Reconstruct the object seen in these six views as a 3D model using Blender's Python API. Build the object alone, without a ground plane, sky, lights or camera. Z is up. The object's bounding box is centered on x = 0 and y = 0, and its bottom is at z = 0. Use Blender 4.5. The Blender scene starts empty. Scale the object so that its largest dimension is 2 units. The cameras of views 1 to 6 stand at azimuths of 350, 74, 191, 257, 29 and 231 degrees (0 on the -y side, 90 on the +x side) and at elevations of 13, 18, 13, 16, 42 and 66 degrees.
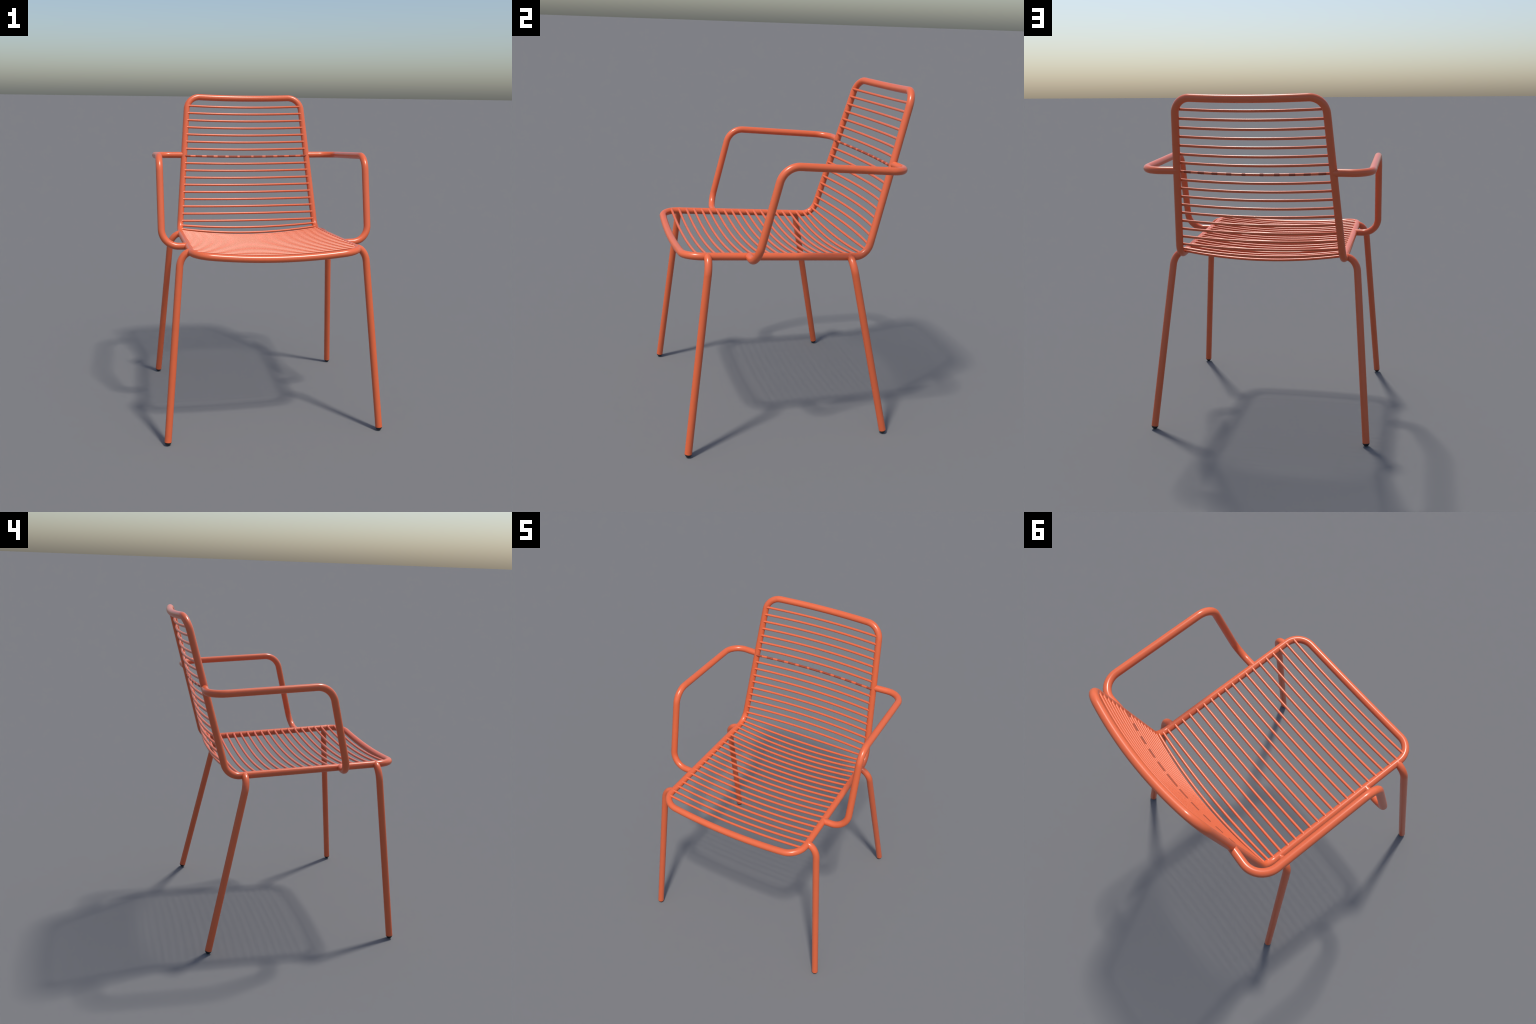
"""Tubular steel garden armchair: one bent frame tube (seat + back), 37 thin
cross wires, two bent armrests, four splayed legs with black foot caps."""
import bpy, math
from mathutils import Vector as V

# ------------------------------------------------------------------ sizes
R_TUBE = 0.0213          # frame, arm and leg tubes
R_ARM = 0.0213
R_LEG = 0.0211
R_WIRE = 0.0077

# sharp corners of the right half of the frame (x mirrored for the left one)
FRONT = V((0.4885, -0.6535, 1.1258))   # seat front corner
BEND = V((0.4840, 0.3866, 1.0655))     # seat / back corner
TOP = V((0.4032, 0.6247, 1.9828))      # top of the back
FRONT_MID = V((0, -0.6645, 1.0936))    # middle of the sagging front bar
TOP_MID = V((0, 0.6634, 1.9722))       # middle of the bowed top bar
D_FRONT, D_BEND, D_TOP = 0.105, 0.078, 0.088   # fillet tangent lengths

# armrest corners (right side)
ARM = [V((0.4381, 0.5235, 1.5833)), V((0.6420, 0.5337, 1.5833)),
       V((0.6437, -0.1708, 1.6300)), V((0.6426, -0.3030, 1.1065)),
       V((0.4876, -0.3059, 1.1060))]
ARM_D = [0, 0.110, 0.088, 0.102, 0]

# legs: attachment on the seat rail, and two points of the straight part
LEGS = [(-0.535, V((0.5741, -0.5687, 0.8182)), V((0.6442, -0.6651, 0.0043))),
        (0.286, V((0.5737, 0.3313, 0.8242)), V((0.6449, 0.5103, 0.0049)))]
CAP_H = 0.0190

N_SEAT, N_BACK = 19, 17                 # wires on the seat and on the back
BEND_WIRES = (0.32, 0.66)               # two more in the bend between them
DOUBLE_WIRE = 7                         # the doubled one, counted down from the top
SEAT_WIRE_Y = (-0.5917, 0.3170)           # first and last seat wire
BACK_WIRE_S = (0.0735, 0.8822)          # lowest and highest, measured up from the bend
WIRE_LIFT = 0.0144                      # wire axis above the tube axis
SAG_SEAT, SAG_REAR, SAG_BACK, SAG_TOP = 0.0335, 0.0400, 0.0445, 0.0405   # seat front, seat rear, back, top
BACK_RISE = 0.0016                      # upper wires bow back a little more level


# ------------------------------------------------------------------ materials
def paint(name, colour, rough, spec=0.5):
    m = bpy.data.materials.new(name)
    m.use_nodes = True
    nt = m.node_tree
    b = nt.nodes["Principled BSDF"]
    b.inputs["Roughness"].default_value = rough
    b.inputs["Specular IOR Level"].default_value = spec
    tc = nt.nodes.new("ShaderNodeTexCoord")
    no = nt.nodes.new("ShaderNodeTexNoise")
    no.inputs["Scale"].default_value = 9.0
    no.inputs["Detail"].default_value = 3.0
    ra = nt.nodes.new("ShaderNodeValToRGB")
    c = V(colour)
    ra.color_ramp.elements[0].position = 0.3
    ra.color_ramp.elements[1].position = 0.7
    ra.color_ramp.elements[0].color = (*(c * 0.985), 1)
    ra.color_ramp.elements[1].color = (*(c * 1.015), 1)
    nt.links.new(tc.outputs["Object"], no.inputs["Vector"])
    nt.links.new(no.outputs["Fac"], ra.inputs["Fac"])
    nt.links.new(ra.outputs["Color"], b.inputs["Base Color"])
    return m


ORANGE = paint("orange_powder_coat", (0.70, 0.132, 0.0465), 0.28)
DARK_DASH = paint("dark_orange_dashes", (0.33, 0.062, 0.026), 0.55, 0.3)
BLACK = paint("black_plastic", (0.012, 0.013, 0.015), 0.45)


# ------------------------------------------------------------------ geometry helpers
def bezier(p0, p1, p2, p3, n):
    out = []
    for i in range(n + 1):
        t = i / n
        u = 1 - t
        out.append(p0 * u**3 + p1 * (3 * u * u * t) + p2 * (3 * u * t * t) + p3 * t**3)
    return out


def fillet(a, corner, b, d, n=20, d2=None):
    """Round bend of tangent length d (d2 on the far side)."""
    d2 = d2 or d
    ua, ub = (a - corner).normalized(), (b - corner).normalized()
    turn = math.pi - ua.angle(ub)
    k = 4 / 3 * math.tan(turn / 4) / math.tan(turn / 2)     # circular arc handle
    pa, pb = corner + ua * d, corner + ub * d2
    return bezier(pa, pa - ua * (d * k), pb - ub * (d2 * k), pb, n)


def tube(name, path, radius, mat, sides=32, closed=False, caps=True):
    """Sweep a circle along a path with a rotation-minimising frame."""
    pts = [path[0]]
    for p in path[1:]:
        if (p - pts[-1]).length > 1e-5:
            pts.append(p)
    if closed and (pts[0] - pts[-1]).length < 1e-5:
        pts.pop()
    n = len(pts)
    tang = []
    for i in range(n):
        if closed:
            t = pts[(i + 1) % n] - pts[i - 1]
        else:
            t = pts[min(i + 1, n - 1)] - pts[max(i - 1, 0)]
        tang.append(t.normalized())
    ref = V((0, 0, 1)) if abs(tang[0].z) < 0.9 else V((1, 0, 0))
    nrm = (ref - tang[0] * ref.dot(tang[0])).normalized()
    verts, faces = [], []
    frames = []
    for i in range(n):
        if i:
            q = tang[i - 1].rotation_difference(tang[i])
            nrm = q @ nrm
            nrm = (nrm - tang[i] * nrm.dot(tang[i])).normalized()
        frames.append(nrm.copy())
    twist = 0.0
    if closed:
        last = tang[-1].rotation_difference(tang[0]) @ frames[-1]
        bi = tang[0].cross(frames[0])
        twist = math.atan2(last.dot(bi), last.dot(frames[0]))
    for i in range(n):
        a = frames[i]
        b = tang[i].cross(a)
        off = -twist * i / n
        for k in range(sides):
            w = 2 * math.pi * k / sides + off
            verts.append(pts[i] + (a * math.cos(w) + b * math.sin(w)) * radius)
    rings = n if closed else n - 1
    for i in range(rings):
        j = (i + 1) % n
        for k in range(sides):
            l = (k + 1) % sides
            faces.append((i * sides + k, i * sides + l, j * sides + l, j * sides + k))
    smooth = len(faces)
    if caps and not closed:
        # own vertices for the flat ends, so the tube's shading stays clean
        m = len(verts)
        verts += verts[:sides] + verts[(n - 1) * sides:n * sides]
        faces.append(tuple(range(m + sides - 1, m - 1, -1)))
        faces.append(tuple(range(m + sides, m + 2 * sides)))
    me = bpy.data.meshes.new(name)
    me.from_pydata([tuple(v) for v in verts], [], faces)
    for i, p in enumerate(me.polygons):
        p.use_smooth = i < smooth
    me.materials.append(mat)
    me.update()
    ob = bpy.data.objects.new(name, me)
    bpy.context.scene.collection.objects.link(ob)
    return ob


def mirror(path):
    return [V((-p.x, p.y, p.z)) for p in path]


def line(a, b, n):
    return [a.lerp(b, i / n) for i in range(n + 1)]


# ------------------------------------------------------------------ the chair
chair = bpy.data.objects.new("metal_armchair", None)
bpy.context.scene.collection.objects.link(chair)
chair["label"] = "orange tubular steel garden armchair with thin wire slats"
chair["category"] = "chair"


def adopt(ob, parent=chair):
    ob.parent = parent
    return ob


# ---- frame: one closed tube. Right half first, from front middle to top middle.
def bowed(mid, end, t):
    """Point of a bar that bows as a parabola between its mirrored ends."""
    return V((end.x * t, mid.y + (end.y - mid.y) * t * t, mid.z + (end.z - mid.z) * t * t))


def bowed_part(mid, end, cut):
    """Bar from the middle up to tangent length `cut` before its corner."""
    t1 = 1 - cut / (end - mid).length
    pts = [bowed(mid, end, t1 * i / 28) for i in range(29)]
    slope = (bowed(mid, end, t1 + 0.001) - bowed(mid, end, t1 - 0.001)).normalized()
    return pts, slope


def corner_blend(p, tan_in, corner, nxt, d, n=24):
    """Bezier bend from point p (arriving along tan_in) onto the line corner->nxt."""
    u = (nxt - corner).normalized()
    q = corner + u * d
    k = 0.56
    return bezier(p, p + tan_in * ((corner - p).length * k), q - u * (d * k), q, n)


front_bar, f_tan = bowed_part(FRONT_MID, FRONT, D_FRONT)
top_bar, t_tan = bowed_part(TOP_MID, TOP, D_TOP)
front_bend = corner_blend(front_bar[-1], f_tan, FRONT, BEND, D_FRONT)
back_bend = fillet(FRONT, BEND, TOP, D_BEND, 28)
top_bend = corner_blend(top_bar[-1], t_tan, TOP, BEND, D_TOP)[::-1]
half = (front_bar + front_bend[1:] + line(front_bend[-1], back_bend[0], 20)[1:]
        + back_bend[1:] + line(back_bend[-1], top_bend[0], 20)[1:]
        + top_bend[1:] + top_bar[::-1][1:])
loop = half + mirror(half)[::-1][1:-1]
adopt(tube("frame", loop, R_TUBE, ORANGE, closed=True))

# ---- cross wires, evenly spaced along the side of the frame
side = corner_blend(front_bar[-1], f_tan, FRONT, BEND, D_FRONT, 500)[1:] + line(front_bend[-1], back_bend[0], 3000)[1:] + \
    fillet(FRONT, BEND, TOP, D_BEND, 600)[1:] + line(back_bend[-1], top_bend[0], 3000)[1:] + \
    corner_blend(top_bar[-1], t_tan, TOP, BEND, D_TOP, 500)[::-1][1:]
acc = [0.0]
for a, b in zip(side, side[1:]):
    acc.append(acc[-1] + (b - a).length)


def at(s):
    for i in range(len(acc) - 1):
        if acc[i + 1] >= s:
            f = (s - acc[i]) / (acc[i + 1] - acc[i])
            return side[i].lerp(side[i + 1], f), (side[i + 1] - side[i]).normalized()
    return side[-1], (side[-1] - side[-2]).normalized()


def arc_of(test):
    for i, p in enumerate(side):
        if test(p):
            return acc[i]


up_dir = (TOP - BEND).normalized()
seat_a, seat_b = (arc_of(lambda p: p.y > y) for y in SEAT_WIRE_Y)


def spread(a, b, n):
    return [a + (b - a) * i / (n - 1) for i in range(n)]


back_s = [arc_of(lambda p: p.y > 0.2 and p.z > BEND.z + 0.01 and (p - BEND).dot(up_dir) > h)
          for h in spread(*BACK_WIRE_S, N_BACK)]
bend_s = [seat_b + (back_s[0] - seat_b) * f for f in BEND_WIRES]
wire_s = spread(seat_a, seat_b, N_SEAT) + bend_s + back_s
N_WIRES = len(wire_s)
for i, s in enumerate(wire_s):
    p, t = at(s)
    n = V((0, -t.z, t.y)).normalized()            # towards the sitter
    blend = min(1, max(0, (n.angle(V((0, 0, 1))) - 0.05) / 1.25))
    rear = min(1, (s - seat_a) / (seat_b - seat_a))
    sag = SAG_SEAT + (SAG_REAR - SAG_SEAT) * rear
    sag += (SAG_BACK - sag) * blend
    e = p + n * WIRE_LIFT

    high = max(0, (p.z - BEND.z) / (TOP.z - BEND.z))
    sag += (SAG_TOP - SAG_BACK) * high * blend
    rise = BACK_RISE * high ** 2

    def wire_point(u, e=e, n=n, sag=sag, rise=rise):
        dip = 0.005 * (max(0.0, abs(u) - 0.98) / 0.02) ** 2      # end sinks into the tube
        q = e - n * (sag * (1 - u * u) + dip)
        return V((e.x * u, q.y, q.z + rise * (1 - u * u)))

    path = [wire_point(-math.cos(math.pi * k / 60)) for k in range(61)]
    adopt(tube("wire", path, R_WIRE, ORANGE, sides=16))
    if i == N_WIRES - 1 - DOUBLE_WIRE:
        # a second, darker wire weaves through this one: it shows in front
        # between ten short places, and behind at those places
        nodes = [(g * w, h) for w, h in ((0.114, 0.022), (0.304, 0.031), (0.492, 0.036),
                                         (0.676, 0.040), (0.860, 0.044)) for g in (-1, 1)]
        path = []
        for k in range(441):
            u = -0.99 + 1.98 * k / 440
            gap = min(abs(u - w) - h for w, h in nodes)
            side_of = max(-1, min(1, gap / 0.004))
            path.append(wire_point(u) + n * (0.0011 * side_of))
        adopt(tube("wire", path, R_WIRE, DARK_DASH, sides=16))

# ---- armrests
right_arm = [ARM[0]]
for i in (1, 2, 3):
    f = fillet(ARM[i - 1], ARM[i], ARM[i + 1], ARM_D[i])
    right_arm += line(right_arm[-1], f[0], 8)[1:] + f[1:]
right_arm += line(right_arm[-1], ARM[4], 4)[1:]
for path in (right_arm, mirror(right_arm)):
    adopt(tube("armrest", path, R_ARM, ORANGE))

# ---- legs with foot caps
for y_at, knee, foot in LEGS:
    d = (foot - knee).normalized()
    f = (y_at - FRONT.y) / (BEND.y - FRONT.y)
    start = FRONT.lerp(BEND, f)
    corner = knee + d * ((start.z + 0.002 - knee.z) / d.z)
    end = knee + d * ((CAP_H - knee.z) / d.z)
    bend = fillet(start, corner, end, (start - corner).length, 24, d2=0.088)
    path = bend + line(bend[-1], end, 12)[1:]
    # domed cap, a short lathe round the leg's axis
    prof = [(1.0, -0.03), (1.0, 0.04), (0.93, 0.22), (0.84, 0.42), (0.74, 0.62),
            (0.63, 0.80), (0.50, 0.93), (0.34, 0.99), (0.02, 1.0)]
    for sx in (1, -1):
        pts = path if sx == 1 else mirror(path)
        leg = adopt(tube("leg", pts, R_LEG, ORANGE))
        axis = (pts[-1] - pts[-2]).normalized()
        a = axis.orthogonal().normalized()
        b = axis.cross(a)
        base = pts[-1]
        verts, faces, m = [], [], 28
        for r, h in prof:
            for k in range(m):
                w = 2 * math.pi * k / m
                v = base + (a * math.cos(w) + b * math.sin(w)) * (R_LEG * 1.005 * max(r, 0.02)) + axis * (CAP_H * 0.98 * h)
                v.z = max(v.z, 0.0)
                verts.append(tuple(v))
        for j in range(len(prof) - 1):
            for k in range(m):
                l = (k + 1) % m
                faces.append((j * m + k, j * m + l, (j + 1) * m + l, (j + 1) * m + k))
        faces.append(tuple((len(prof) - 1) * m + k for k in range(m)))
        me = bpy.data.meshes.new("foot_cap")
        me.from_pydata(verts, [], faces)
        me.polygons.foreach_set("use_smooth", [True] * len(me.polygons))
        me.materials.append(BLACK)
        cap = bpy.data.objects.new("foot_cap", me)
        bpy.context.scene.collection.objects.link(cap)
        adopt(cap, leg)
